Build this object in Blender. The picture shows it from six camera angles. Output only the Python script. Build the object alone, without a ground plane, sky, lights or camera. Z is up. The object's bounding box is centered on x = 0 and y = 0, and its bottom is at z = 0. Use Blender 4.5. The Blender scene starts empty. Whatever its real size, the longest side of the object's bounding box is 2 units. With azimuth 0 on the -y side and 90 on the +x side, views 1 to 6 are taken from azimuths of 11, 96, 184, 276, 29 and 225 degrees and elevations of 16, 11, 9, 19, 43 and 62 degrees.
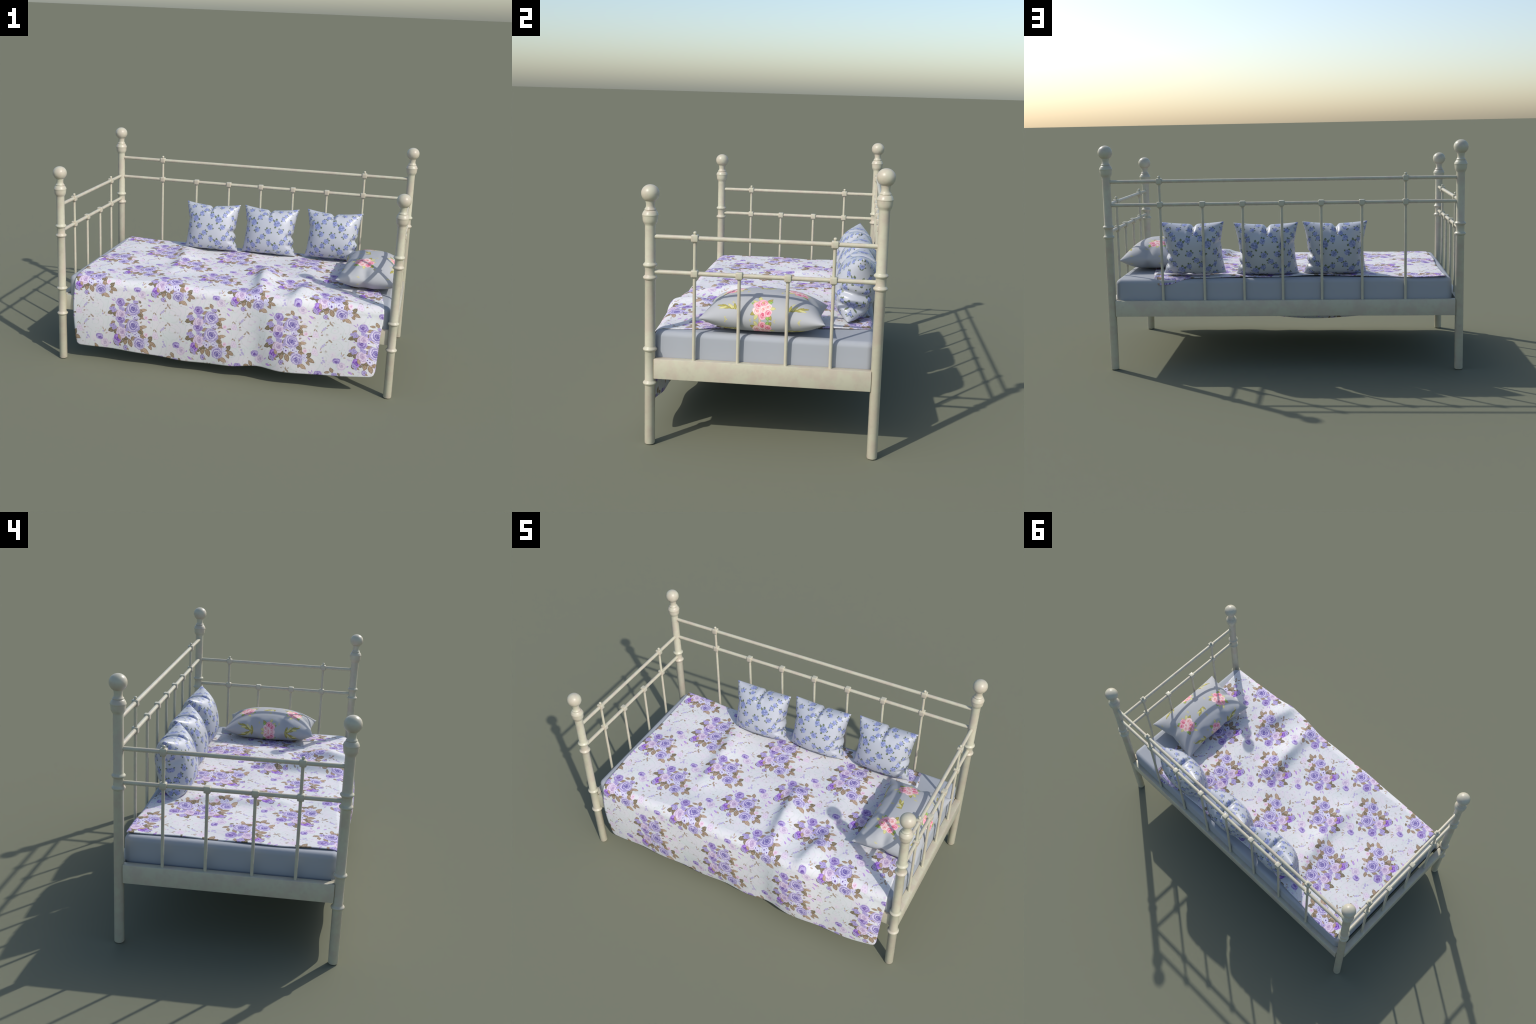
"""A white-painted metal day bed with turned posts, a mattress, a rose-print
bedspread, three square cushions and one oblong pillow."""
import bpy, bmesh, math
import numpy as np
from mathutils import Vector, Matrix

SC = bpy.context.scene
COL = SC.collection

# ------------------------------------------------------------------ helpers
def srgb(r, g, b):
    f = lambda c: (c / 255 / 12.92) if c <= 10 else ((c / 255 + .055) / 1.055) ** 2.4
    return (f(r), f(g), f(b), 1.0)


class Nodes:
    """Small writer of shader node trees."""
    def __init__(self, name):
        self.mat = bpy.data.materials.new(name)
        self.mat.use_nodes = True
        self.t = self.mat.node_tree
        self.bsdf = self.t.nodes['Principled BSDF']

    def new(self, kind, **kw):
        n = self.t.nodes.new(kind)
        for k, v in kw.items():
            setattr(n, k, v)
        return n

    def put(self, sock, v):
        if isinstance(v, bpy.types.NodeSocket):
            self.t.links.new(v, sock)
        elif v is not None:
            sock.default_value = v

    def math(self, op, a, b=None, c=None, clamp=False):
        n = self.new('ShaderNodeMath', operation=op, use_clamp=clamp)
        for i, v in enumerate((a, b, c)):
            if v is not None:
                self.put(n.inputs[i], v)
        return n.outputs[0]

    def vec(self, op, a, b=None, scale=None):
        n = self.new('ShaderNodeVectorMath', operation=op)
        self.put(n.inputs[0], a)
        if b is not None:
            self.put(n.inputs[1], b)
        if scale is not None:
            self.put(n.inputs['Scale'], scale)
        return n.outputs['Value'] if op in ('LENGTH', 'DOT_PRODUCT', 'DISTANCE') else n.outputs['Vector']

    def xyz(self, v):
        n = self.new('ShaderNodeSeparateXYZ')
        self.put(n.inputs[0], v)
        return n.outputs[0], n.outputs[1], n.outputs[2]

    def combine(self, x=0.0, y=0.0, z=0.0):
        n = self.new('ShaderNodeCombineXYZ')
        for i, v in enumerate((x, y, z)):
            self.put(n.inputs[i], v)
        return n.outputs[0]

    def noise(self, p, scale, detail=2.0, rough=.5, colour=False):
        n = self.new('ShaderNodeTexNoise')
        self.put(n.inputs['Vector'], p)
        n.inputs['Scale'].default_value = scale
        n.inputs['Detail'].default_value = detail
        n.inputs['Roughness'].default_value = rough
        return n.outputs['Color'] if colour else n.outputs['Fac']

    def ramp(self, fac, stops):
        n = self.new('ShaderNodeValToRGB')
        r = n.color_ramp
        while len(r.elements) < len(stops):
            r.elements.new(0.5)
        for e, (pos, colour) in zip(r.elements, stops):
            e.position = pos
            e.color = colour if len(colour) == 4 else (*colour, 1)
        self.put(n.inputs[0], fac)
        return n.outputs['Color'], n.outputs['Alpha']

    def range(self, v, a, b, c=0.0, d=1.0):
        n = self.new('ShaderNodeMapRange')
        for i, x in enumerate((v, a, b, c, d)):
            self.put(n.inputs[i], x)
        return n.outputs[0]

    def mix(self, fac, a, b, blend='MIX'):
        n = self.new('ShaderNodeMix', data_type='RGBA', blend_type=blend)
        self.put(n.inputs[0], fac)
        self.put(n.inputs[6], a)
        self.put(n.inputs[7], b)
        return n.outputs[2]

    def position(self):
        return self.new('ShaderNodeTexCoord').outputs['Object']

    def finish(self, colour, rough=.8, spec=.3, bump=None, bump_strength=.1, bump_distance=.002, **more):
        b = self.bsdf
        self.put(b.inputs['Base Color'], colour)
        self.put(b.inputs['Roughness'], rough)
        self.put(b.inputs['Specular IOR Level'], spec)
        for k, v in more.items():
            self.put(b.inputs[k], v)
        if bump is not None:
            n = self.new('ShaderNodeBump')
            n.inputs['Strength'].default_value = bump_strength
            n.inputs['Distance'].default_value = bump_distance
            self.put(n.inputs['Height'], bump)
            self.put(b.inputs['Normal'], n.outputs[0])
        return self.mat


class Print:
    """Layers printed flowers over a cloth colour. Every motif works on one of
    the folded coordinate sets of a repeating pattern and is a node group:
    where it sits goes in, the printed cloth comes out."""
    made = {}

    def __init__(self, nodes, ground):
        self.n, self.c = nodes, ground

    def group(self, key, sockets, build):
        if key not in Print.made:
            g = bpy.data.node_groups.new('printed_' + key[0], 'ShaderNodeTree')
            for name, kind in sockets:
                g.interface.new_socket(name, in_out='INPUT', socket_type='NodeSocket' + kind)
            g.interface.new_socket('Cloth', in_out='OUTPUT', socket_type='NodeSocketColor')
            w = Nodes.__new__(Nodes)
            w.t = g
            i, o = g.nodes.new('NodeGroupInput'), g.nodes.new('NodeGroupOutput')
            w.put(o.inputs[0], build(w, i.outputs))
            Print.made[key] = g
        return Print.made[key]

    def stamp(self, group, **values):
        g = self.n.new('ShaderNodeGroup', node_tree=group)
        for k, v in values.items():
            self.n.put(g.inputs[k], v)
        self.n.put(g.inputs['Base'], self.c)
        self.c = g.outputs[0]

    def over(self, colour, alpha):
        self.c = self.n.mix(alpha, self.c, colour)

    def disc(self, p, x, y, r, stops, strength=1.0):
        def build(n, i):
            d = n.math('MULTIPLY', n.vec('DISTANCE', i['P'], i['Centre']), i['Sharpness'])
            colour, a = n.ramp(d, [(s * .8, c) for s, c in stops] + [(.86, (*stops[-1][1][:3], 0))])
            return n.mix(n.math('MULTIPLY', a, i['Strength']), i['Base'], colour)
        g = self.group(('disc', str(stops)), [('P', 'Vector'), ('Centre', 'Vector'), ('Sharpness', 'Float'), ('Strength', 'Float'), ('Base', 'Color')], build)
        self.stamp(g, P=p, Centre=(x, y, 0), Sharpness=.8 / r, Strength=strength)

    def leaf(self, p, x, y, length, width, turn, mid, edge, strength=1.0):
        def build(n, i):
            q = n.vec('SUBTRACT', i['P'], i['Centre'])
            lx = n.vec('DOT_PRODUCT', q, i['Along'])
            ly = n.math('ABSOLUTE', n.vec('DOT_PRODUCT', q, i['Across']))
            f = n.math('MULTIPLY_ADD', lx, lx, ly)
            colour, a = n.ramp(f, [(0, mid), (.10, edge), (.24, mid), (.70, edge), (.76, edge), (.90, (*edge[:3], 0))])
            return n.mix(n.math('MULTIPLY', a, i['Strength']), i['Base'], colour)
        g = self.group(('leaf', str((mid, edge))), [('P', 'Vector'), ('Centre', 'Vector'), ('Along', 'Vector'), ('Across', 'Vector'), ('Strength', 'Float'), ('Base', 'Color')], build)
        c, s, k = math.cos(math.radians(turn)), math.sin(math.radians(turn)), math.sqrt(.8)
        self.stamp(g, P=p, Centre=(x, y, 0), Along=(c * k / length, s * k / length, 0), Across=(-s * .8 / width, c * .8 / width, 0), Strength=strength)

    def rose(self, p, x, y, r, dark, mid, light, rings=3.0, squash=1.0, turn=0, heart=(.12, .1), ruffle=0.0, strength=1.0):
        """petals spiral outwards from the heart, paler towards the rim"""
        def build(n, i):
            q = n.vec('SUBTRACT', i['P'], i['Centre'])
            lx, ly = n.vec('DOT_PRODUCT', q, i['Along']), n.vec('DOT_PRODUCT', q, i['Across'])
            d = n.math('SQRT', n.math('MULTIPLY_ADD', lx, lx, n.math('MULTIPLY', ly, ly)))
            hx, hy = n.math('SUBTRACT', lx, i['Heart X']), n.math('SUBTRACT', ly, i['Heart Y'])
            hd = n.math('SQRT', n.math('MULTIPLY_ADD', hx, hx, n.math('MULTIPLY', hy, hy)))
            ang = n.math('ARCTAN2', hy, hx)
            wave = n.math('MULTIPLY_ADD', n.math('SINE', n.math('MULTIPLY_ADD', hd, 7.0, n.math('MULTIPLY', ang, 3.0))), .9, i['Ruffle'])
            ph = n.math('ADD', n.math('MULTIPLY_ADD', n.math('POWER', hd, .8), i['Rings'], ang), wave)
            petals, _ = n.ramp(n.math('MULTIPLY_ADD', n.math('SINE', ph), .5, .5), [(.0, dark), (.16, mid), (.52, mid), (.80, light), (1, light)])
            petals = n.mix(n.range(hd, .10, .48, .8, .0), petals, dark)
            petals = n.mix(n.range(d, .35, 1.0, 0, .55), petals, light)
            petals = n.mix(n.range(d, .88, .98, 0, .55), petals, mid)
            scallop = n.math('MULTIPLY_ADD', n.math('SINE', n.math('MULTIPLY', ang, 5.0)), .045, d)
            a = n.math('MULTIPLY', n.range(scallop, .94, 1.03, 1, 0), i['Strength'])
            return n.mix(a, i['Base'], petals)
        g = self.group(('rose', str((dark, mid, light))), [('P', 'Vector'), ('Centre', 'Vector'), ('Along', 'Vector'), ('Across', 'Vector'), ('Heart X', 'Float'), ('Heart Y', 'Float'),
                                                           ('Rings', 'Float'), ('Ruffle', 'Float'), ('Strength', 'Float'), ('Base', 'Color')], build)
        c, s = math.cos(math.radians(turn)), math.sin(math.radians(turn))
        self.stamp(g, P=p, Centre=(x, y, 0), Along=(c / r, s / r, 0), Across=(-s / r / squash, c / r / squash, 0), Rings=rings * 2 * math.pi, Strength=strength, Ruffle=ruffle,
                   **{'Heart X': heart[0], 'Heart Y': heart[1]})

    def head(self, p, x, y, r, bloom, lump):
        """round flower head filled with a bloom colour"""
        def build(n, i):
            d = n.math('MULTIPLY', n.vec('DISTANCE', i['P'], i['Centre']), i['Sharpness'])
            return n.mix(n.range(n.math('ADD', d, i['Lump']), 1.0, 1.12, 1, 0), i['Base'], i['Bloom'])
        g = self.group(('head',), [('P', 'Vector'), ('Centre', 'Vector'), ('Sharpness', 'Float'), ('Lump', 'Float'), ('Bloom', 'Color'), ('Base', 'Color')], build)
        self.stamp(g, P=p, Centre=(x, y, 0), Sharpness=1 / r, Bloom=bloom, Lump=lump)


def lattice(n, u, v, pu, pv, shift_u, shift_v, stagger=.5):
    """Folds (u, v) into one cell of a staggered pattern; the cell is centred
    on (shift_u, shift_v) and keeps the pattern's own coordinates."""
    q = n.math('DIVIDE', n.math('SUBTRACT', u, shift_u), pu)
    w = n.math('DIVIDE', n.math('SUBTRACT', v, shift_v), pv)
    row = n.math('ROUND', w)
    fv = n.math('SUBTRACT', w, row)
    q = n.math('MULTIPLY_ADD', row, stagger, q)
    fu = n.math('SUBTRACT', q, n.math('ROUND', q))
    return n.combine(n.math('MULTIPLY_ADD', fu, pu, shift_u), n.math('MULTIPLY_ADD', fv, pv, shift_v))


def wrap_cloth(n, p, flat, full, f=.85):
    """Flat print coordinates on a stuffed cushion: across the flanks the print
    follows the cloth instead of being projected through it."""
    c = n.xyz(p)
    a, b = c[flat[0]], c[flat[1]]
    t = n.math('ABSOLUTE', c[3 - flat[0] - flat[1]])
    drop = n.math('MULTIPLY', n.math('MAXIMUM', n.math('SUBTRACT', full, t), 0.0), f)
    m = n.math('MAXIMUM', n.math('MAXIMUM', n.math('ABSOLUTE', a), n.math('ABSOLUTE', b)), .02)
    k = n.math('DIVIDE', drop, m)
    return n.math('MULTIPLY_ADD', a, k, a), n.math('MULTIPLY_ADD', b, k, b)


# ---------------------------------------------------------------- materials
def paint_material():
    n = Nodes('cream_paint')
    p = n.position()
    a = n.noise(p, 16.0, 4, .6)
    b = n.noise(p, 38.0, 3, .6)
    c = n.mix(n.range(a, .42, .60), srgb(187, 184, 162), srgb(184, 174, 156))
    c = n.mix(n.range(b, .52, .75, 0, .5), c, srgb(174, 168, 150))
    return n.finish(c, rough=.38, spec=.45, bump=b, bump_strength=.06)


def ticking_material():
    n = Nodes('mattress_cloth')
    p = n.position()
    a = n.noise(p, 5.0, 2)
    weave = n.noise(p, 420.0, 1)
    c = n.mix(a, srgb(156, 160, 166), srgb(161, 165, 171))
    return n.finish(c, rough=.75, spec=.25, bump=weave, bump_strength=.05, bump_distance=.001)


def rose_print_material():
    """Purple roses with brown leaves in staggered bouquets on white cotton."""
    n = Nodes('rose_print_cotton')
    p = n.position()
    x, y, z = n.xyz(p)
    # length along the cloth: over the top, then down the front
    v = n.math('SUBTRACT', y, n.math('MAXIMUM', n.math('SUBTRACT', .492, z), 0.0))
    # the print slips by part of a repeat along two lines
    v = n.math('SUBTRACT', v, n.math('MULTIPLY', n.math('GREATER_THAN', v, .232), .0985))
    v = n.math('ADD', v, n.math('MULTIPLY', n.math('LESS_THAN', v, -.694), .102))
    wob = n.vec('SUBTRACT', n.noise(n.combine(x, v), 95.0, 2, .6, colour=True), (.5, .5, .5))
    wx, wy, _ = n.xyz(wob)
    u = n.math('MULTIPLY_ADD', wx, .007, n.math('SUBTRACT', x, .181))
    v = n.math('MULTIPLY_ADD', wy, .007, n.math('ADD', v, .019))
    PU, PV = .4655, .2075
    # cotton ground with pale watercolour scrolls
    flat = n.combine(u, v)
    tint = n.noise(flat, 11.0, 3)
    ground = n.mix(n.range(tint, .35, .65), srgb(208, 211, 210), srgb(214, 210, 213))
    scroll = n.new('ShaderNodeTexWave', wave_type='RINGS', rings_direction='Z')
    n.put(scroll.inputs['Vector'], lattice(n, u, v, PU / 2, PV / 2, 0, 0))
    scroll.inputs['Scale'].default_value = 9.0
    scroll.inputs['Distortion'].default_value = 5.0
    scroll.inputs['Detail'].default_value = 1.5
    scroll.inputs['Detail Scale'].default_value = 2.0
    line = n.range(scroll.outputs['Fac'], .86, 1.0, 0, .32)
    ground = n.mix(line, ground, srgb(184, 196, 188))
    blush = n.noise(n.vec('ADD', flat, (3.1, 1.7, 0)), 17.0, 2)
    ground = n.mix(n.range(blush, .58, .74, 0, .45), ground, srgb(218, 200, 212))
    # strewn petals and leaf tips
    for scale, size, share, seed in ((32.0, .32, .60, 0.0), (56.0, .30, .62, 5.3)):
        vor = n.new('ShaderNodeTexVoronoi')
        n.put(vor.inputs['Vector'], n.vec('ADD', n.vec('MULTIPLY', flat, (1, 1.5, 1)), (seed, seed, 0)))
        vor.inputs['Scale'].default_value = scale
        pick = n.vec('DOT_PRODUCT', vor.outputs['Color'], (1, 0, 0))
        hue = n.vec('DOT_PRODUCT', vor.outputs['Color'], (0, 1, 0))
        petal, _ = n.ramp(hue, [(0, srgb(176, 150, 196)), (.35, srgb(206, 178, 204)), (.6, srgb(212, 190, 202)), (.8, srgb(158, 134, 116)), (1, srgb(150, 140, 120))])
        a = n.math('MULTIPLY', n.range(vor.outputs['Distance'], size * .6, size, .5, 0), n.math('GREATER_THAN', pick, share))
        ground = n.mix(a, ground, petal)
    # motifs come after the ground (keeps the shader's working set small)
    cells = {}
    now = {'u': n.math('MULTIPLY_ADD', n.vec('DOT_PRODUCT', ground, (1, 1, 1)), 1e-7, u)}

    def settle():
        """later motifs wait until the cloth printed so far is known"""
        cells.clear()
        now['u'] = n.math('MULTIPLY_ADD', n.vec('DOT_PRODUCT', w.c, (1, 1, 1)), 1e-7, u)

    def cell(cx, cy):
        """the folded cell in which a motif at (cx, cy) lies farthest from the rim"""
        iu = round(cx / (PU / 2))
        iv = round(cy / (PV / 2))
        if (iu, iv) not in cells:
            cells[iu, iv] = lattice(n, now['u'], v, PU, PV, iu * PU / 2, iv * PV / 2)
        return cells[iu, iv]

    w = Print(n, ground)

    # colours of the print
    D, M, L = srgb(90, 76, 148), srgb(136, 120, 180), srgb(204, 195, 218)
    VD, VM, VL = srgb(98, 66, 142), srgb(128, 102, 174), srgb(182, 168, 208)
    PD, PM, PL = srgb(158, 132, 172), srgb(200, 178, 206), srgb(218, 202, 216)
    BD, BM = srgb(130, 108, 86), srgb(172, 150, 122)
    GD, GM = srgb(100, 90, 66), srgb(138, 122, 94)
    TD, TM = srgb(154, 126, 102), srgb(190, 168, 142)
    LAV, WHITE = srgb(172, 160, 200), srgb(208, 205, 223)

    MX, MY, SKEW = 2393.0, 2240.0, .085   # measured pixels of the print per metre

    def at(dx, dy):
        return dx / MX, -(dy - SKEW * dx) / MY

    def leaf(dx, dy, ln, wd, turn, kind='b', strength=1.0):
        a, b = at(dx, dy)
        mid, edge = {'b': (BM, BD), 'g': (GM, GD), 't': (TM, TD), 'p': (srgb(196, 150, 214), srgb(148, 100, 190))}[kind]
        w.leaf(cell(a, b), a, b, ln / 2300, wd / 2300, turn, mid, edge, strength)

    def floret(dx, dy, r, centre=VM, petal=LAV, rim=None, strength=1.0):
        a, b = at(dx, dy)
        w.disc(cell(a, b), a, b, r / 2300, [(0, centre), (.22, centre), (.36, petal), (.78, petal), (1, rim or M)], strength=strength)

    ruff = n.math('MULTIPLY', wx, 9.0)

    def rose(dx, dy, r, cols, **kw):
        a, b = at(dx, dy)
        kw['ruffle'] = ruff
        w.rose(cell(a, b), a, b, r / 2300, *cols, **kw)

    # pale scattered blooms, buds and sprigs between the bouquets
    for dx, dy, r in [(318, 95, 34), (300, 125, 26), (336, 130, 28)]:
        floret(dx, dy, r, PM, PL, PM, .75)
    for dx, dy, r in [(428, 180, 13), (440, 215, 15), (420, 245, 13), (455, 235, 12), (425, 20, 15), (405, 38, 12), (440, 0, 11), (-440, 60, 11)]:
        floret(dx, dy, r, LAV, LAV, LAV, .85)
    for dx, dy, ln, wd, t, k in [(300, 40, 20, 7, 60, 'b'), (325, 50, 18, 7, 120, 'b'), (400, 105, 18, 9, 30, 'b'), (395, 60, 13, 6, 70, 'b'), (460, 5, 14, 6, 20, 'b'),
                                 (-60, 345, 26, 10, 100, 'b'), (-35, 375, 26, 11, -50, 'b'), (-85, 385, 22, 9, 40, 'b'), (-25, 340, 14, 6, 30, 'b'), (-120, 335, 13, 5, 0, 'b'),
                                 (-310, 285, 36, 12, -25, 'p'), (-325, 355, 26, 9, -40, 'p'), (-270, 290, 20, 8, -35, 't'), (-290, -135, 30, 7, -30, 'p'), (-262, -150, 24, 6, 110, 'p'),
                                 (-415, 50, 26, 8, 60, 't'), (-440, 25, 22, 7, 100, 't'), (-395, 85, 20, 7, 10, 't'), (-350, 205, 16, 8, 40, 'p')]:
        leaf(dx, dy, ln, wd, t, k, .9)
    rose(-432, 200, 58, (PD, PM, PL), rings=2.2, strength=.8)
    rose(-500, 128, 52, (VD, VM, VL), rings=1.2, squash=.8, heart=(0, -.5))
    floret(-125, 268, 32, VM, LAV, VD)
    leaf(-95, 285, 20, 10, -30, 'b')

    settle()
    # leaves round the bouquet
    for dx, dy, ln, wd, t, k in [(-90, -72, 44, 22, 30, 'b'), (-62, -140, 40, 18, 10, 'b'), (-2, -166, 42, 24, -62, 'b'), (98, -110, 28, 15, -50, 'g'), (60, -95, 20, 9, -20, 'b'),
                                 (-318, 40, 52, 30, 22, 'g'), (-262, 62, 42, 25, -66, 'g'), (-292, -52, 38, 22, 30, 'b'), (152, 5, 52, 22, 12, 't'), (118, -55, 20, 9, 40, 'b'),
                                 (122, 72, 46, 26, -70, 'b'), (112, 15, 34, 20, -40, 'b'), (128, 122, 38, 24, 60, 'b'), (-122, 186, 54, 31, 78, 'b'), (-48, 212, 56, 32, -72, 'b'),
                                 (-5, 158, 38, 26, 40, 'b'), (-148, 165, 28, 18, 10, 'g'), (-255, 120, 30, 18, -20, 'b'), (-282, 205, 34, 18, -60, 'g'), (-215, 222, 30, 14, -30, 'b'),
                                 (238, 160, 52, 30, 50, 'g'), (272, 220, 56, 27, -28, 'b'), (232, 252, 42, 24, -60, 'b'), (120, 290, 44, 22, 70, 'b'), (164, 305, 58, 28, -32, 't'), (150, 150, 40, 28, 30, 'b'),
                                 (-95, 5, 44, 24, 70, 'g'), (-60, 55, 46, 26, -40, 'b'), (-100, 150, 40, 24, 20, 'g'), (20, 150, 44, 26, 10, 'b'), (100, 75, 40, 24, -20, 'g'), (40, -85, 38, 20, 40, 'g'), (-230, 40, 36, 20, 80, 'b'), (-190, 190, 34, 20, 0, 'g')]:
        leaf(dx, dy, ln, wd, t, k)
    settle()
    # blooms of the bouquet
    rose(-168, 75, 78, (PD, PM, PL), rings=2.6)
    rose(-180, -100, 66, (VD, VM, VL), rings=2.2, heart=(-.1, .2), ruffle=1)
    rose(-238, 152, 54, (srgb(96, 50, 150), srgb(130, 74, 178), srgb(176, 140, 214)), rings=1.6, squash=1.1)
    leaf(-205, 135, 40, 20, -70, 't')
    rose(82, 215, 80, (D, M, L), rings=2.8, heart=(.0, -.3), ruffle=2)
    rose(0, 0, 96, (D, M, L), rings=3.4, heart=(.1, .1))
    rose(188, 108, 30, (srgb(190, 140, 168), srgb(226, 190, 208), PL), rings=1.8)
    for dx, dy, r in [(-322, -14, 22), (-284, -22, 24), (-262, 8, 26), (-288, 22, 20), (-178, -22, 24), (-142, -4, 26), (22, -112, 22), (55, -108, 20), (-90, 45, 22), (-265, 195, 28), (-240, 225, 20), (-278, 172, 18)]:
        floret(dx, dy, r)
    for dx, dy, r in [(-62, 122, 36), (-95, 100, 24), (30, 108, 30), (74, 128, 26), (56, 90, 20)]:
        floret(dx, dy, r, VD, WHITE, LAV)
    for dx, dy, r in [(184, 195, 24), (202, 225, 22), (170, 165, 18), (205, 165, 16)]:
        floret(dx, dy, r, M, WHITE, LAV)
    # the dye lies unevenly
    w.over(srgb(214, 208, 218), n.range(n.noise(flat, 210.0, 2), .5, .75, 0, .35))
    weave = n.noise(p, 320.0, 1)
    return n.finish(w.c, rough=.85, spec=.15, bump=weave, bump_strength=.04, bump_distance=.001)


def hydrangea_print_material():
    """Small blue flower heads with green leaves on a white satin."""
    n = Nodes('blue_flower_satin')
    p = n.position()
    u, v = wrap_cloth(n, p, (0, 2), .078)
    wob = n.vec('SUBTRACT', n.noise(n.combine(u, v), 160.0, 2, .6, colour=True), (.5, .5, .5))
    wx, wy, _ = n.xyz(wob)
    u = n.math('MULTIPLY_ADD', wx, .006, u)
    v = n.math('MULTIPLY_ADD', wy, .006, v)
    flat = n.combine(u, v)
    w = Print(n, srgb(178, 181, 189))
    P = .152
    speck = n.new('ShaderNodeTexVoronoi')
    n.put(speck.inputs['Vector'], flat)
    speck.inputs['Scale'].default_value = 150
    bloom, _ = n.ramp(speck.outputs['Distance'], [(0, srgb(182, 186, 212)), (.3, srgb(152, 160, 198)), (.55, srgb(128, 136, 182)), (.8, srgb(102, 112, 150))])
    lump = n.math('MULTIPLY', speck.outputs['Distance'], .40)
    GD, GM = srgb(70, 84, 58), srgb(118, 130, 96)
    # heads in one repeat: place, radius, way the leaves point
    heads = [(-.094, .055, .0245, 100), (-.055, .088, .0180, 60), (.014, .080, .0180, 80), (-.066, .008, .0185, 200), (.008, .003, .0205, 120), (-.030, -.033, .0185, 20)]
    for k, (hx, hy, r, way) in enumerate(heads):
        c = lattice(n, u, v, P, P, hx, hy, stagger=0.0)
        for j, (da, far) in enumerate([(0, 1.02), (38, .95), (150 + 17 * k, .98), (245 + 13 * k, .98)]):
            a = math.radians(way + da)
            w.leaf(c, hx + math.cos(a) * r * far, hy + math.sin(a) * r * far, r * (.42 - .05 * j), r * .26, way + da + 20 * math.sin(k + 2 * j), GM, GD)
        w.head(c, hx, hy, r, bloom, lump)
    return n.finish(w.c, rough=.36, spec=.5)


def bouquet_print_material():
    """Pink roses and olive sprigs on grey cotton."""
    n = Nodes('pink_bouquet_cotton')
    p = n.position()
    u, v = wrap_cloth(n, p, (1, 0), .088, .85)      # u along the pillow, v across
    wob = n.vec('SUBTRACT', n.noise(n.combine(u, v), 90.0, 2, .6, colour=True), (.5, .5, .5))
    wx, wy, _ = n.xyz(wob)
    u = n.math('MULTIPLY_ADD', wx, .005, u)
    v = n.math('MULTIPLY_ADD', wy, .005, v)
    w = Print(n, srgb(170, 171, 173))
    v = n.math('ADD', v, .022)
    au, av = n.math('ABSOLUTE', u), n.math('ABSOLUTE', v)
    # two bouquets on the upper face, one on each flank; sprigs in between
    across, flank, whole, corners = n.combine(au, v), n.combine(u, av), n.combine(u, v), n.combine(au, av)
    tiny = lattice(n, u, v, .150, .1025, .07, .055)
    OD, OM = srgb(134, 126, 58), srgb(178, 170, 98)
    YD, YM = srgb(182, 176, 112), srgb(212, 206, 150)
    GD, GM = srgb(118, 156, 78), srgb(166, 194, 112)
    G = 1.22
    RD, RM, RL = srgb(200, 74, 104), srgb(222, 128, 146), srgb(232, 188, 196)
    SD, SM, SL = srgb(214, 128, 124), srgb(226, 182, 180), srgb(234, 212, 208)
    for spot, X0, Y0 in ((across, .150, -.012), (flank, 0.0, .196)):
        for i in range(11):                               # leaves fan out under the roses
            a = math.radians(i * 360 / 11 + 12 * math.sin(i * 2.3))
            rad = G * (.048 + .007 * math.sin(i * 1.7))
            mid, edge = [(YM, YD), (GM, GD), (OM, OD)][(i * 5 + i // 4) % 3]
            w.leaf(spot, X0 + math.cos(a) * rad * .86, Y0 + math.sin(a) * rad, .021, .0095, math.degrees(a), mid, edge)
        for dx, dy, r, cols in [(.000, .028, .021, (RD, RM, RL)), (.026, .020, .018, (RD, RM, RL)), (-.026, .012, .019, (SD, SM, SL)),
                                (.020, -.010, .018, (SD, SM, SL)), (-.020, -.014, .020, (RD, srgb(226, 156, 164), RL)), (.000, -.028, .020, (RD, RM, RL)), (.002, .003, .017, (SD, SM, SL))]:
            w.rose(spot, X0 + dx * G, Y0 + dy * G, r * G, *cols, rings=2.4, ruffle=dx * 90)
    for spot, X0, Y0, K in ((whole, 0.0, 0.0, 1.0), (corners, .170, .190, 1.35)):
        for i in range(8):                                # olive sprig: leaflets along a bent stem
            t = i / 7
            sx, sy = X0 + K * (-.024 + .045 * t), Y0 + K * (.014 - .020 * t * t)      # stem point
            a = (-105 + 75 * t) if i % 2 else (-35 + 50 * t)
            w.leaf(spot, sx + K * .014 * math.cos(math.radians(a)), sy + K * .014 * math.sin(math.radians(a)), K * .0165, K * .0058, a, *((OM, OD) if i % 3 else (YM, YD)))
    for a in (-35, 15, 60):
        w.leaf(tiny, .07 + .009 * math.cos(math.radians(a)), .055 + .009 * math.sin(math.radians(a)), .008, .0026, a, YM, OM, .8)
    weave = n.noise(p, 300.0, 1)
    return n.finish(w.c, rough=.8, spec=.25, bump=weave, bump_strength=.04, bump_distance=.001)


PAINT = paint_material()
TICKING = ticking_material()
ROSES = rose_print_material()
HYDRANGEA = hydrangea_print_material()
BOUQUET = bouquet_print_material()

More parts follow.
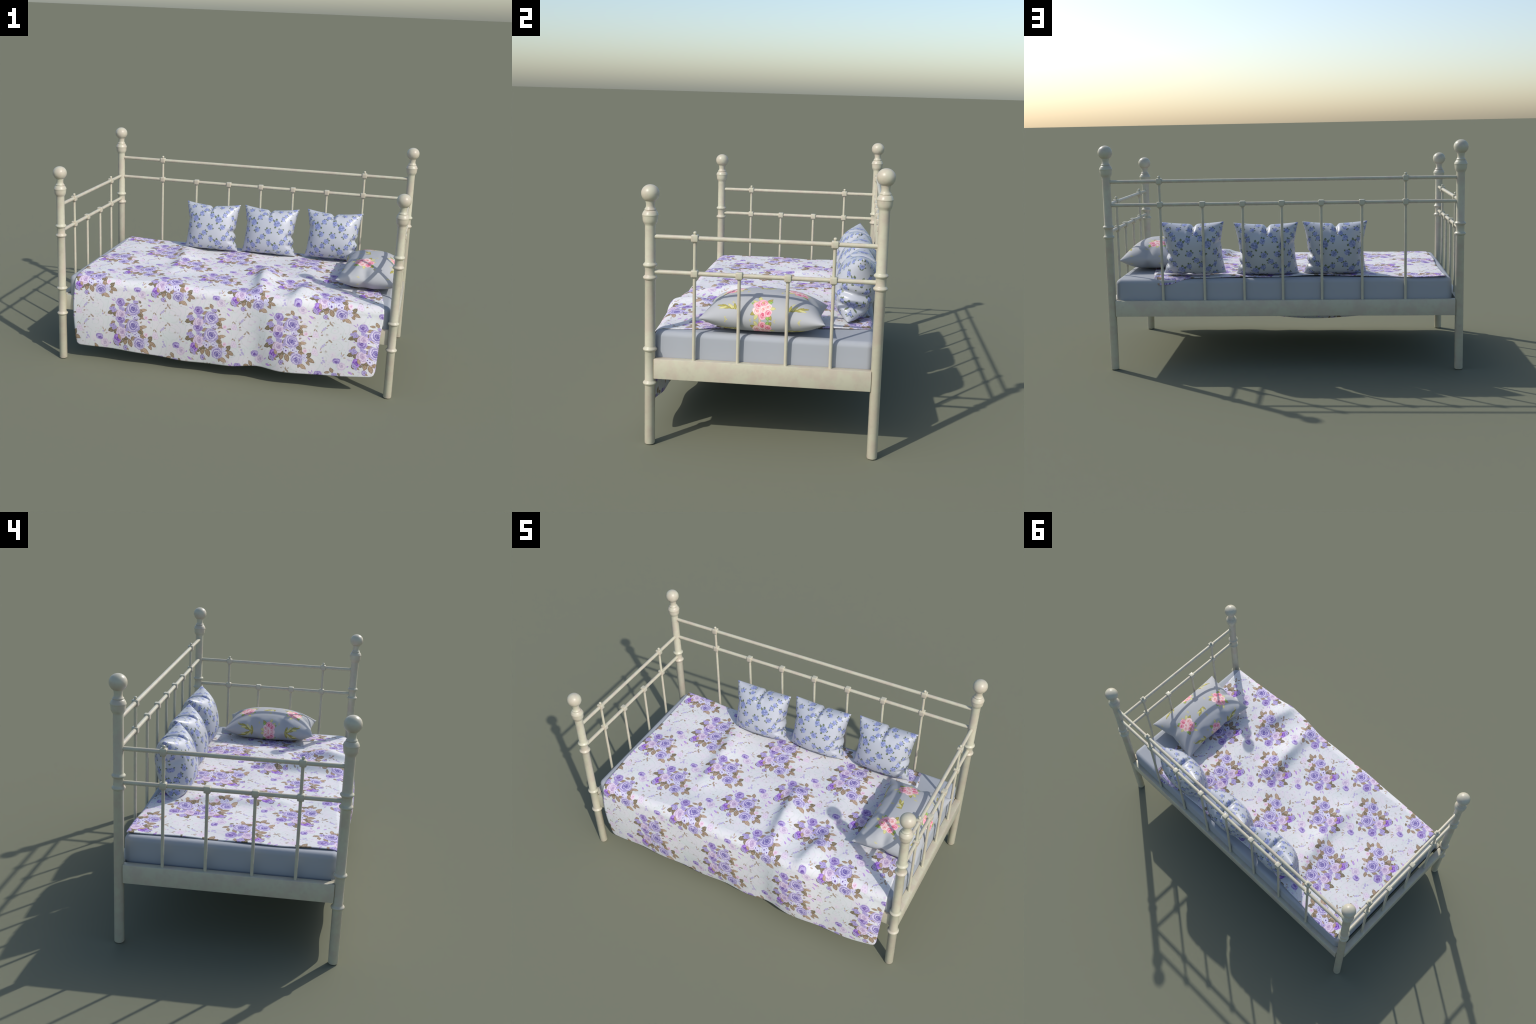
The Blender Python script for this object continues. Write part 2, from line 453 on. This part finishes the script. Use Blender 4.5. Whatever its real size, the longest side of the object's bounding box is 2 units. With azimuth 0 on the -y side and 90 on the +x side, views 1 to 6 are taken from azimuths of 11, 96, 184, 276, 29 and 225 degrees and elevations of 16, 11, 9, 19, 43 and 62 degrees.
# ------------------------------------------------------------- mesh helpers
def mesh_object(name, verts, faces, material, parent=None, smooth_angle=None):
    me = bpy.data.meshes.new(name)
    me.from_pydata([tuple(map(float, v)) for v in verts], [], [tuple(map(int, f)) for f in faces])
    me.update()
    me.materials.append(material)
    bm = bmesh.new()
    bm.from_mesh(me)
    bmesh.ops.recalc_face_normals(bm, faces=bm.faces)
    bm.to_mesh(me)
    bm.free()
    if smooth_angle is not None:
        me.shade_smooth()
        me.set_sharp_from_angle(angle=math.radians(smooth_angle))
    o = bpy.data.objects.new(name, me)
    COL.objects.link(o)
    if parent:
        o.parent = parent
    return o


def place_copy(o, location, parent, name=None):
    """o itself the first time, then linked copies"""
    if 'placed' in o:
        o = o.copy()
        COL.objects.link(o)
    o['placed'] = 1
    o.location = location
    o.parent = parent
    return o


def lathe(profile, steps=40):
    verts, faces = [], []
    rings = []
    for r, z in profile:
        if r < 1e-5:
            rings.append([len(verts)])
            verts.append((0, 0, z))
        else:
            rings.append(list(range(len(verts), len(verts) + steps)))
            verts += [(r * math.cos(2 * math.pi * i / steps), r * math.sin(2 * math.pi * i / steps), z) for i in range(steps)]
    for a, b in zip(rings, rings[1:]):
        for i in range(steps):
            j = (i + 1) % steps
            if len(a) == 1:
                faces.append((a[0], b[j], b[i]))
            elif len(b) == 1:
                faces.append((a[i], a[j], b[0]))
            else:
                faces.append((a[i], a[j], b[j], b[i]))
    return verts, faces


def bevelled_box(name, lo, hi, r, material, parent=None, segments=3):
    bm = bmesh.new()
    bmesh.ops.create_cube(bm, size=1)
    for v in bm.verts:
        v.co = Vector([lo[i] + (v.co[i] + .5) * (hi[i] - lo[i]) for i in range(3)])
    bmesh.ops.bevel(bm, geom=bm.edges[:], offset=r, segments=segments, profile=.5, affect='EDGES')
    me = bpy.data.meshes.new(name)
    bm.to_mesh(me)
    bm.free()
    me.materials.append(material)
    me.shade_smooth()
    me.set_sharp_from_angle(angle=math.radians(40))
    o = bpy.data.objects.new(name, me)
    COL.objects.link(o)
    if parent:
        o.parent = parent
    return o


def hermite(points, x):
    """smooth curve through control points (x, value)"""
    px = np.array([a for a, _ in points], float)
    py = np.array([b for _, b in points], float)
    m = np.gradient(py, px)
    x = np.clip(x, px[0], px[-1])
    i = np.clip(np.searchsorted(px, x) - 1, 0, len(px) - 2)
    h = px[i + 1] - px[i]
    t = (x - px[i]) / h
    return ((2 * t**3 - 3 * t**2 + 1) * py[i] + (t**3 - 2 * t**2 + t) * h * m[i]
            + (-2 * t**3 + 3 * t**2) * py[i + 1] + (t**3 - t**2) * h * m[i + 1])


def smoothstep(a, b, x):
    t = np.clip((x - a) / (b - a), 0, 1)
    return t * t * (3 - 2 * t)


# --------------------------------------------------------------- bed frame
POST_X, FRONT_Y, BACK_Y = .961, -.481, .500
SHAFT = .0228

frame = bpy.data.objects.new('bed_frame', None)
COL.objects.link(frame)
frame['label'] = 'cream painted metal day bed frame with turned posts'
frame['category'] = 'bed'


def collar_profile(z):
    """turned ring standing out from the shaft"""
    return [(SHAFT, z - .0115), (.0240, z - .0095), (.0285, z - .0060), (.0306, z - .0020), (.0309, z + .0008),
            (.0296, z + .0036), (.0262, z + .0068), (.0236, z + .0100), (SHAFT, z + .0125)]


def shaft_profile(rings, top):
    prof = [(0, 0), (.0185, 0), (.0212, .0012), (SHAFT, .0045)]
    for z in sorted(rings):
        prof += collar_profile(z)
    # cup, dome and neck below the ball; heights measured from the ball's centre
    prof += [(SHAFT, top - .1390), (.0236, top - .1335), (.0270, top - .1275), (.0292, top - .1235), (.0314, top - .1185),
             (.0326, top - .1080), (.0336, top - .0960), (.0338, top - .0945), (.0350, top - .0935), (.0352, top - .0905), (.0345, top - .0885),
             (.0318, top - .0815), (.0285, top - .0760), (.0248, top - .0722), (.0236, top - .0715), (.0244, top - .0705), (.0251, top - .0685),
             (.0244, top - .0662), (.0222, top - .0640), (.0200, top - .0605), (.0187, top - .0560), (.0185, top - .0500), (.0192, top - .0420), (.0207, top - .0350), (.0222, top - .0300)]
    return prof


def ball_profile(r=.0390):
    prof = [(.0205, -.0335)]
    start, n = math.asin(-.0335 / r) + .02, 22
    for i in range(n + 1):
        a = start + (math.pi / 2 - start) * i / n
        c, s = math.cos(a), math.sin(a)
        prof.append((max(r * c, 0.0) if i < n else 0.0, r * s if s < 0 else r * .955 * s))
    return prof


LOW_RINGS, HIGH_RINGS = (.2815, .4350), (.7525, .8078)
front_post = mesh_object('bed_post', *lathe(shaft_profile(LOW_RINGS + HIGH_RINGS, 1.1145)), PAINT, frame, 32)
back_post = mesh_object('bed_post', *lathe(shaft_profile(HIGH_RINGS, 1.2175)), PAINT, frame, 32)
ball = mesh_object('finial_ball', *lathe(ball_profile()), PAINT, None, 60)
for post, y, top in ((front_post, FRONT_Y, 1.1145), (back_post, BACK_Y, 1.2175)):
    for sx in (-1, 1):
        o = place_copy(post, (sx * POST_X, y, 0), frame)
        place_copy(ball, (0, 0, top), o)

# rails, spindles, joint blocks
RAIL_R, ROD_R = .0099, .0074
BASE_Z = (.3045, .3935)


def rod(name, r, length, axis):
    """straight round bar with softened ends, starting at its origin"""
    prof = [(0, 0), (r * .8, 0), (r, r * .2), (r, length - r * .2), (r * .8, length), (0, length)]
    v, f = lathe(prof, 20)
    turn = {'x': lambda p: (p[2], p[1], -p[0]), 'y': lambda p: (p[0], p[2], -p[1]), 'z': lambda p: p}[axis]
    return mesh_object(name, [turn(p) for p in v], f, PAINT, frame, 40)


side_top = rod('side_rail', RAIL_R, BACK_Y - FRONT_Y - .036, 'y')
back_bar = rod('back_rail', RAIL_R, 2 * POST_X - .036, 'x')
for sx in (-1, 1):
    for z in (.9305, .7775):
        place_copy(side_top, (sx * POST_X, FRONT_Y + .018, z), frame)
for z in (1.0560, .9280):
    place_copy(back_bar, (-POST_X + .018, BACK_Y, z), frame)

H = .0152
block = bevelled_box('joint_block', (-H, -H, -H), (H, H, H), .0042, PAINT, frame, 3)
bead_v, bead_f = lathe([(.0045, -.004), (.0058, -.001), (.0050, .0008), (.0072, .0035), (.0080, .0070), (.0072, .0105), (.0045, .0132), (0, .0142)], 20)
bead = mesh_object('bead', bead_v, bead_f, PAINT, None, 50)
socket_v, socket_f = lathe([(.0, 0), (.0108, 0), (.0112, -.0012), (.0098, -.0040), (.0076, -.0060), (.0, -.0060)], 20)
socket = mesh_object('spindle_socket', socket_v, socket_f, PAINT, None, 50)


def joint(x, y, z, topped):
    b = place_copy(block, (x, y, z), frame)
    place_copy(socket, (0, 0, -H + .001), b)
    if topped:
        place_copy(bead, (0, 0, H + .0005), b)


def spindle_set(positions, top_z, mid_z):
    outer = rod('spindle', ROD_R, top_z - BASE_Z[1] + .004, 'z')
    inner = rod('spindle', ROD_R, mid_z - BASE_Z[1] + .004, 'z')
    for k, (x, y) in enumerate(positions):
        ends = k in (0, len(positions) - 1)
        place_copy(outer if ends else inner, (x, y, BASE_Z[1] - .004), frame)
        joint(x, y, mid_z, False)
        if ends:
            joint(x, y, top_z, True)


SIDE_YS = (-.2880, -.0955, .1118, .3040)
BACK_XS = (-.6690, -.4345, -.2140, .0010, .2148, .4358, .6698)
for sx in (-1, 1):
    spindle_set([(sx * POST_X, y) for y in SIDE_YS], .9305, .7775)
spindle_set([(x, BACK_Y) for x in BACK_XS], 1.0560, .9280)

# flat base rails between the posts
for sx in (-1, 1):
    bevelled_box('base_rail', (sx * POST_X - .0185, FRONT_Y + .020, BASE_Z[0]), (sx * POST_X + .0185, BACK_Y - .020, BASE_Z[1]), .0022, PAINT, frame, 2)
for y in (FRONT_Y + .0205, BACK_Y):
    bevelled_box('base_rail', (-POST_X + .0215, y - .0185, BASE_Z[0]), (POST_X - .0215, y + .0185, BASE_Z[1]), .0022, PAINT, frame, 2)

# ---------------------------------------------------------------- mattress
MX, MY0, MY1, MTOP = .941, -.470, .490, .5090


def rounded_slab(name, lo, hi, r_top, r_side, material):
    """mattress: flat sides, softly rolled upper edge"""
    verts, faces = [], []
    outline = []
    cx, cy = (lo[0] + hi[0]) / 2, (lo[1] + hi[1]) / 2
    n_c = 8
    for qx, qy, a0 in ((1, 1, 0), (-1, 1, 90), (-1, -1, 180), (1, -1, 270)):
        for i in range(n_c + 1):
            a = math.radians(a0 + 90 * i / n_c)
            outline.append((qx, qy, math.cos(a), math.sin(a)))
    levels = [(lo[2], r_top * .25), (lo[2] + r_top * .3, 0.0)]
    levels += [(lo[2] + (hi[2] - lo[2]) * .5, -.0015)]
    for i in range(11):
        a = math.pi / 2 * i / 10
        levels.append((hi[2] - r_top + r_top * math.sin(a), r_top * (1 - math.cos(a))))
    for z, inset in levels:
        for qx, qy, c, s in outline:
            ex = (hi[0] - lo[0]) / 2 - r_side
            ey = (hi[1] - lo[1]) / 2 - r_side
            rr = r_side - inset
            verts.append((cx + qx * ex + rr * c, cy + qy * ey + rr * s, z))
    m = len(outline)
    for k in range(len(levels) - 1):
        for i in range(m):
            j = (i + 1) % m
            faces.append((k * m + i, k * m + j, (k + 1) * m + j, (k + 1) * m + i))
    faces.append(tuple(range(m))[::-1])
    faces.append(tuple(range((len(levels) - 1) * m, len(levels) * m)))
    return mesh_object(name, verts, faces, material, None, 50)


mattress = rounded_slab('mattress', (-.924, MY0, .330), (MX, MY1, MTOP), .026, .034, TICKING)
mattress['label'] = 'plain blue grey mattress with rounded upper edges'
mattress['category'] = 'mattress'

# --------------------------------------------------------------- bedspread
LEFT = [(0, -.893), (.25, -.882), (.5, -.884), (.75, -.892), (.92, -.880), (1.0, -.878), (1.5, -.886), (2, -.882)]
RIGHT = [(0, .722), (.12, .742), (.35, .775), (.6, .825), (.85, .882), (1.0, .900), (1.5, .896), (2, .885)]
BACK = [(-.90, .484), (-.7, .482), (-.6, .470), (-.45, .462), (-.33, .440), (-.15, .435), (0, .440), (.17, .458), (.35, .458), (.50, .472), (.60, .490), (.66, .499), (.73, .500)]
FOLD = [(-.90, -.489), (-.6, -.496), (-.3, -.497), (0, -.498), (.14, -.494), (.23, -.504), (.32, -.520), (.43, -.514), (.53, -.504), (.65, -.496), (.8, -.490), (.9, -.486)]
MID = [(-.90, -.499), (-.6, -.507), (-.3, -.503), (-.05, -.508), (.10, -.502), (.20, -.510), (.28, -.530), (.36, -.5373), (.46, -.529), (.60, -.518), (.72, -.519), (.82, -.524), (.9, -.498)]
HEM = [(-.90, -.478), (-.62, -.480), (-.3, -.476), (-.15, -.472), (.05, -.486), (.22, -.498), (.32, -.512), (.45, -.518), (.6, -.518), (.8, -.522), (.9, -.506)]
HEM_Z = [(-.90, .094), (-.62, .090), (-.36, .076), (-.22, .066), (-.08, .067), (.07, .076), (.22, .097), (.35, .090), (.5, .094), (.73, .112), (.9, .120)]
# ridges of rucked cloth: start, end, height, half width, lean towards -x
RIDGES = [((.165, -.06), (.200, -.36), .048, .055), ((.45, -.28), (.42, -.47), .034, .055), ((-.44, .30), (-.39, .10), .021, .055),
          ((-.40, .08), (-.375, -.16), .018, .055), ((-.42, -.36), (-.28, -.44), .016, .065), ((.50, -.38), (.66, -.42), .014, .085),
          ((-.10, .26), (.10, .10), .012, .10), ((.40, -.12), (.42, .26), .019, .12), ((.18, -.05), (.10, .04), .012, .08), ((-.76, .1), (-.76, -.15), .008, .10)]


def ridge_height(x, y):
    h = np.zeros_like(x)
    for (x0, y0), (x1, y1), amp, wd in RIDGES:
        dx, dy = x1 - x0, y1 - y0
        ln = math.hypot(dx, dy)
        t = ((x - x0) * dx + (y - y0) * dy) / ln**2
        d = ((x - x0) * dy - (y - y0) * dx) / ln
        d = np.where(d > 0, d / (wd * .75), d / (wd * 1.45))      # steep towards -x, easy towards +x
        over = np.maximum(np.maximum(-t, t - 1), 0) * ln / .07
        h += amp * (1 - .35 * np.abs(2 * np.clip(t, 0, 1) - 1)) * np.exp(-d * d) * np.exp(-over * over)
    return h


def bedspread():
    NS, NT, NF = 230, 120, 90          # across the width, over the top, down the front
    R = .050
    s = np.linspace(0, 1, NS)[:, None]
    top_t = np.linspace(0, 1, NT)[None, :]
    front_t = np.linspace(0, 1, NF)[None, 1:]
    t_all = np.concatenate([top_t, 1 + front_t], 1)
    xl, xr = hermite(LEFT, t_all), hermite(RIGHT, t_all)
    x = xl + (xr - xl) * s
    y = np.zeros_like(x)
    z = np.zeros_like(x)
    xt = x[:, :NT]
    yb, yf = hermite(BACK, xt), hermite(FOLD, xt)
    yb = yb - .030 * np.exp(-((xt - hermite(RIGHT, np.zeros_like(xt))) / .018) ** 2)
    y[:, :NT] = yb + (yf + R - yb) * top_t
    base = MTOP + .0050
    z[:, :NT] = base + ridge_height(xt, y[:, :NT])
    # the free back edge lifts and drops a little
    z[:, :NT] += .006 * np.exp(-((xt + .2) / .16) ** 2) * np.exp(-((1 - 0 - (1 - top_t)) / .05) ** 2)
    z[:, :NT] -= .034 * smoothstep(.466, .500, y[:, :NT]) * smoothstep(.45, .62, xt)      # corner drops over the mattress edge
    # front: quarter turn, then the hanging part
    xf = x[:, NT:]
    yf, ym, yh, zh = hermite(FOLD, xf), hermite(MID, xf), hermite(HEM, xf), hermite(HEM_Z, xf)
    for lim, sgn in ((hermite(LEFT, t_all[:, NT:]), 1), (hermite(RIGHT, t_all[:, NT:]), -1)):
        d = np.clip(1 - (xf - lim) * sgn / .032, 0, 1)
        zh = zh + .034 * (1 - np.sqrt(np.maximum(1 - d * d, 0)))
    bend = .17                             # share of the front strip that turns
    lift = ridge_height(xf, np.full_like(xf, 0) + yf + R)
    a = np.clip(front_t / bend, 0, 1) * math.pi / 2
    tau = np.clip((front_t - bend) / (1 - bend), 0, 1)
    hang = yf * (1 - tau) * (1 - 2 * tau) + ym * 4 * tau * (1 - tau) + yh * tau * (2 * tau - 1)
    zz = (base - R) + (zh - base + R) * tau
    hang = np.where(zz > .20, np.minimum(hang, -.4862 + .02 * smoothstep(.295, .20, zz)), hang)   # keeps clear of the base rail
    turn_y, turn_z = yf + R - R * np.sin(a), base - R + R * np.cos(a)
    y[:, NT:] = np.where(front_t < bend, turn_y, hang)
    z[:, NT:] = np.where(front_t < bend, turn_z, zz)
    # ridges run over the fold and fade out down the front
    fade = np.exp(-(front_t / .20) ** 2)
    z[:, NT:] += lift * fade * np.cos(a) ** .5
    y[:, NT:] -= .25 * lift * np.exp(-((front_t - .16) / .16) ** 2)
    # light creases
    y[:, NT:] += .0035 * np.sin(xf * 21 + 3 * front_t) * smoothstep(.25, 1, front_t)
    z[:, :NT] += .0016 * (np.sin(xt * 17 + y[:, :NT] * 9) + np.sin(xt * -9 + y[:, :NT] * 21 + 1.3)) + .0016
    n0, n1 = x.shape
    verts = np.stack([x, y, z], -1).reshape(-1, 3)
    faces = [(i * n1 + j, (i + 1) * n1 + j, (i + 1) * n1 + j + 1, i * n1 + j + 1) for i in range(n0 - 1) for j in range(n1 - 1)]
    o = mesh_object('bedspread', verts, faces, ROSES, None, 80)
    if sum(f.normal.z for f in o.data.polygons[: 4000]) < 0:
        o.data.flip_normals()
    m = o.modifiers.new('thickness', 'SOLIDIFY')
    m.thickness, m.offset = .0032, -1.0
    return o


spread = bedspread()
spread['label'] = 'white bedspread printed with purple roses, hanging at the front'
spread['category'] = 'bedspread'

# ---------------------------------------------------------------- cushions
def stuffed(name, half_a, half_b, full, material, axes, creases=(), pull=(.09, .09, .09, .09), round_=.50, floor=None, N=110):
    """Two sheets sewn along a seam and filled. axes: which coordinates the two
    sheet directions and the thickness run along. pull: how far the seam is
    drawn in at the middle of the (-a, +a, -b, +b) edges."""
    lin = np.sin(np.linspace(-1, 1, N) * math.pi / 2)
    lin = .5 * lin + .5 * np.linspace(-1, 1, N)
    u, v = np.meshgrid(lin, lin, indexing='ij')
    au, av = np.abs(u), np.abs(v)
    ku = np.where(u < 0, pull[0], pull[1])
    kv = np.where(v < 0, pull[2], pull[3])
    a = half_a * u * (1 - ku * au**2 * (1 - av**1.8))
    b = half_b * v * (1 - kv * av**2 * (1 - au**1.8))
    t = full * ((1 - au**2.3) * (1 - av**2.3)) ** round_
    for side, where, depth, width, reach in creases:
        # a tuck running in from one edge
        along, across, sg = (v, u, 1) if side in ('+b', '-b') else (u, v, 1)
        edge = along if side[0] == '+' else -along
        w = smoothstep(1 - reach, 1, edge)
        d = (across - where) / width
        tuck = np.exp(-d * d) * w
        puff = (np.exp(-((np.abs(d) - 2.2) / 1.1) ** 2)) * w * smoothstep(0, .25, 1 - edge)
        t = t * (1 - .45 * tuck + .12 * puff)
        shift = -depth * np.exp(-(d / 1.4) ** 2) * w * (1 if side[0] == '+' else -1)
        if side[1] == 'b':
            b = b + shift
        else:
            a = a + shift
    faces = []
    n2 = N * N
    idx = np.arange(n2).reshape(N, N)
    rim = (idx == -1)
    rim[0, :] = rim[-1, :] = rim[:, 0] = rim[:, -1] = True
    back = np.where(rim, idx, idx + n2)
    verts = np.zeros((2 * n2, 3))
    for k, s in ((0, 1), (1, -1)):
        tt = s * t
        verts[k * n2:(k + 1) * n2, axes[0]] = a.ravel()
        verts[k * n2:(k + 1) * n2, axes[1]] = b.ravel()
        verts[k * n2:(k + 1) * n2, axes[2]] = tt.ravel()
    if floor is not None:
        # rests on the bed: flattened below
        z = verts[:, 2]
        soft = .018
        verts[:, 2] = floor + soft * np.log1p(np.exp(np.clip((z - floor) / soft, -30, 30)))
    for i in range(N - 1):
        for j in range(N - 1):
            faces.append((idx[i, j], idx[i + 1, j], idx[i + 1, j + 1], idx[i, j + 1]))
            faces.append((back[i, j], back[i, j + 1], back[i + 1, j + 1], back[i + 1, j]))
    o = mesh_object(name, verts, faces, material, None, 75)
    bm = bmesh.new()
    bm.from_mesh(o.data)
    bmesh.ops.delete(bm, geom=[q for q in bm.verts if not q.link_faces], context='VERTS')
    bm.to_mesh(o.data)
    bm.free()
    return o


cushion = stuffed('square_cushion', .180, .160, .101, HYDRANGEA, (0, 2, 1),
                  creases=[('+b', -.02, .017, .055, .45), ('+a', -.12, .014, .07, .40), ('+a', -.50, .012, .06, .35), ('-b', .15, .003, .08, .25), ('-a', .3, .004, .1, .3)],
                  pull=(.125, .145, .02, .12), floor=-.155)
for x, yb, yt, zc, turn in ((-.287, .350, .412, .661, 0.5), (.095, .358, .434, .661, -1.0), (.507, .368, .434, .669, -1.0)):
    o = place_copy(cushion, (x, (yb + yt) / 2, zc), None)
    o.rotation_euler = (-math.atan2(yt - yb, .32), 0, math.radians(turn))
    o['label'] = 'white satin square cushion with small blue flowers'
    o['category'] = 'cushion'

pillow = stuffed('oblong_pillow', .181, .273, .101, BOUQUET, (0, 1, 2),
                 creases=[('-a', .35, .004, .10, .4), ('-a', -.3, .003, .08, .4), ('+b', .1, .006, .12, .35), ('-b', -.1, .006, .12, .35)],
                 pull=(.15, .11, .09, .09), round_=.58, floor=-.068)
pillow.location = (.7880, .004, .583)
pillow['label'] = 'grey oblong pillow printed with pink rose bouquets'
pillow['category'] = 'pillow'

for o in bpy.data.objects:
    if 'placed' in o:
        del o['placed']
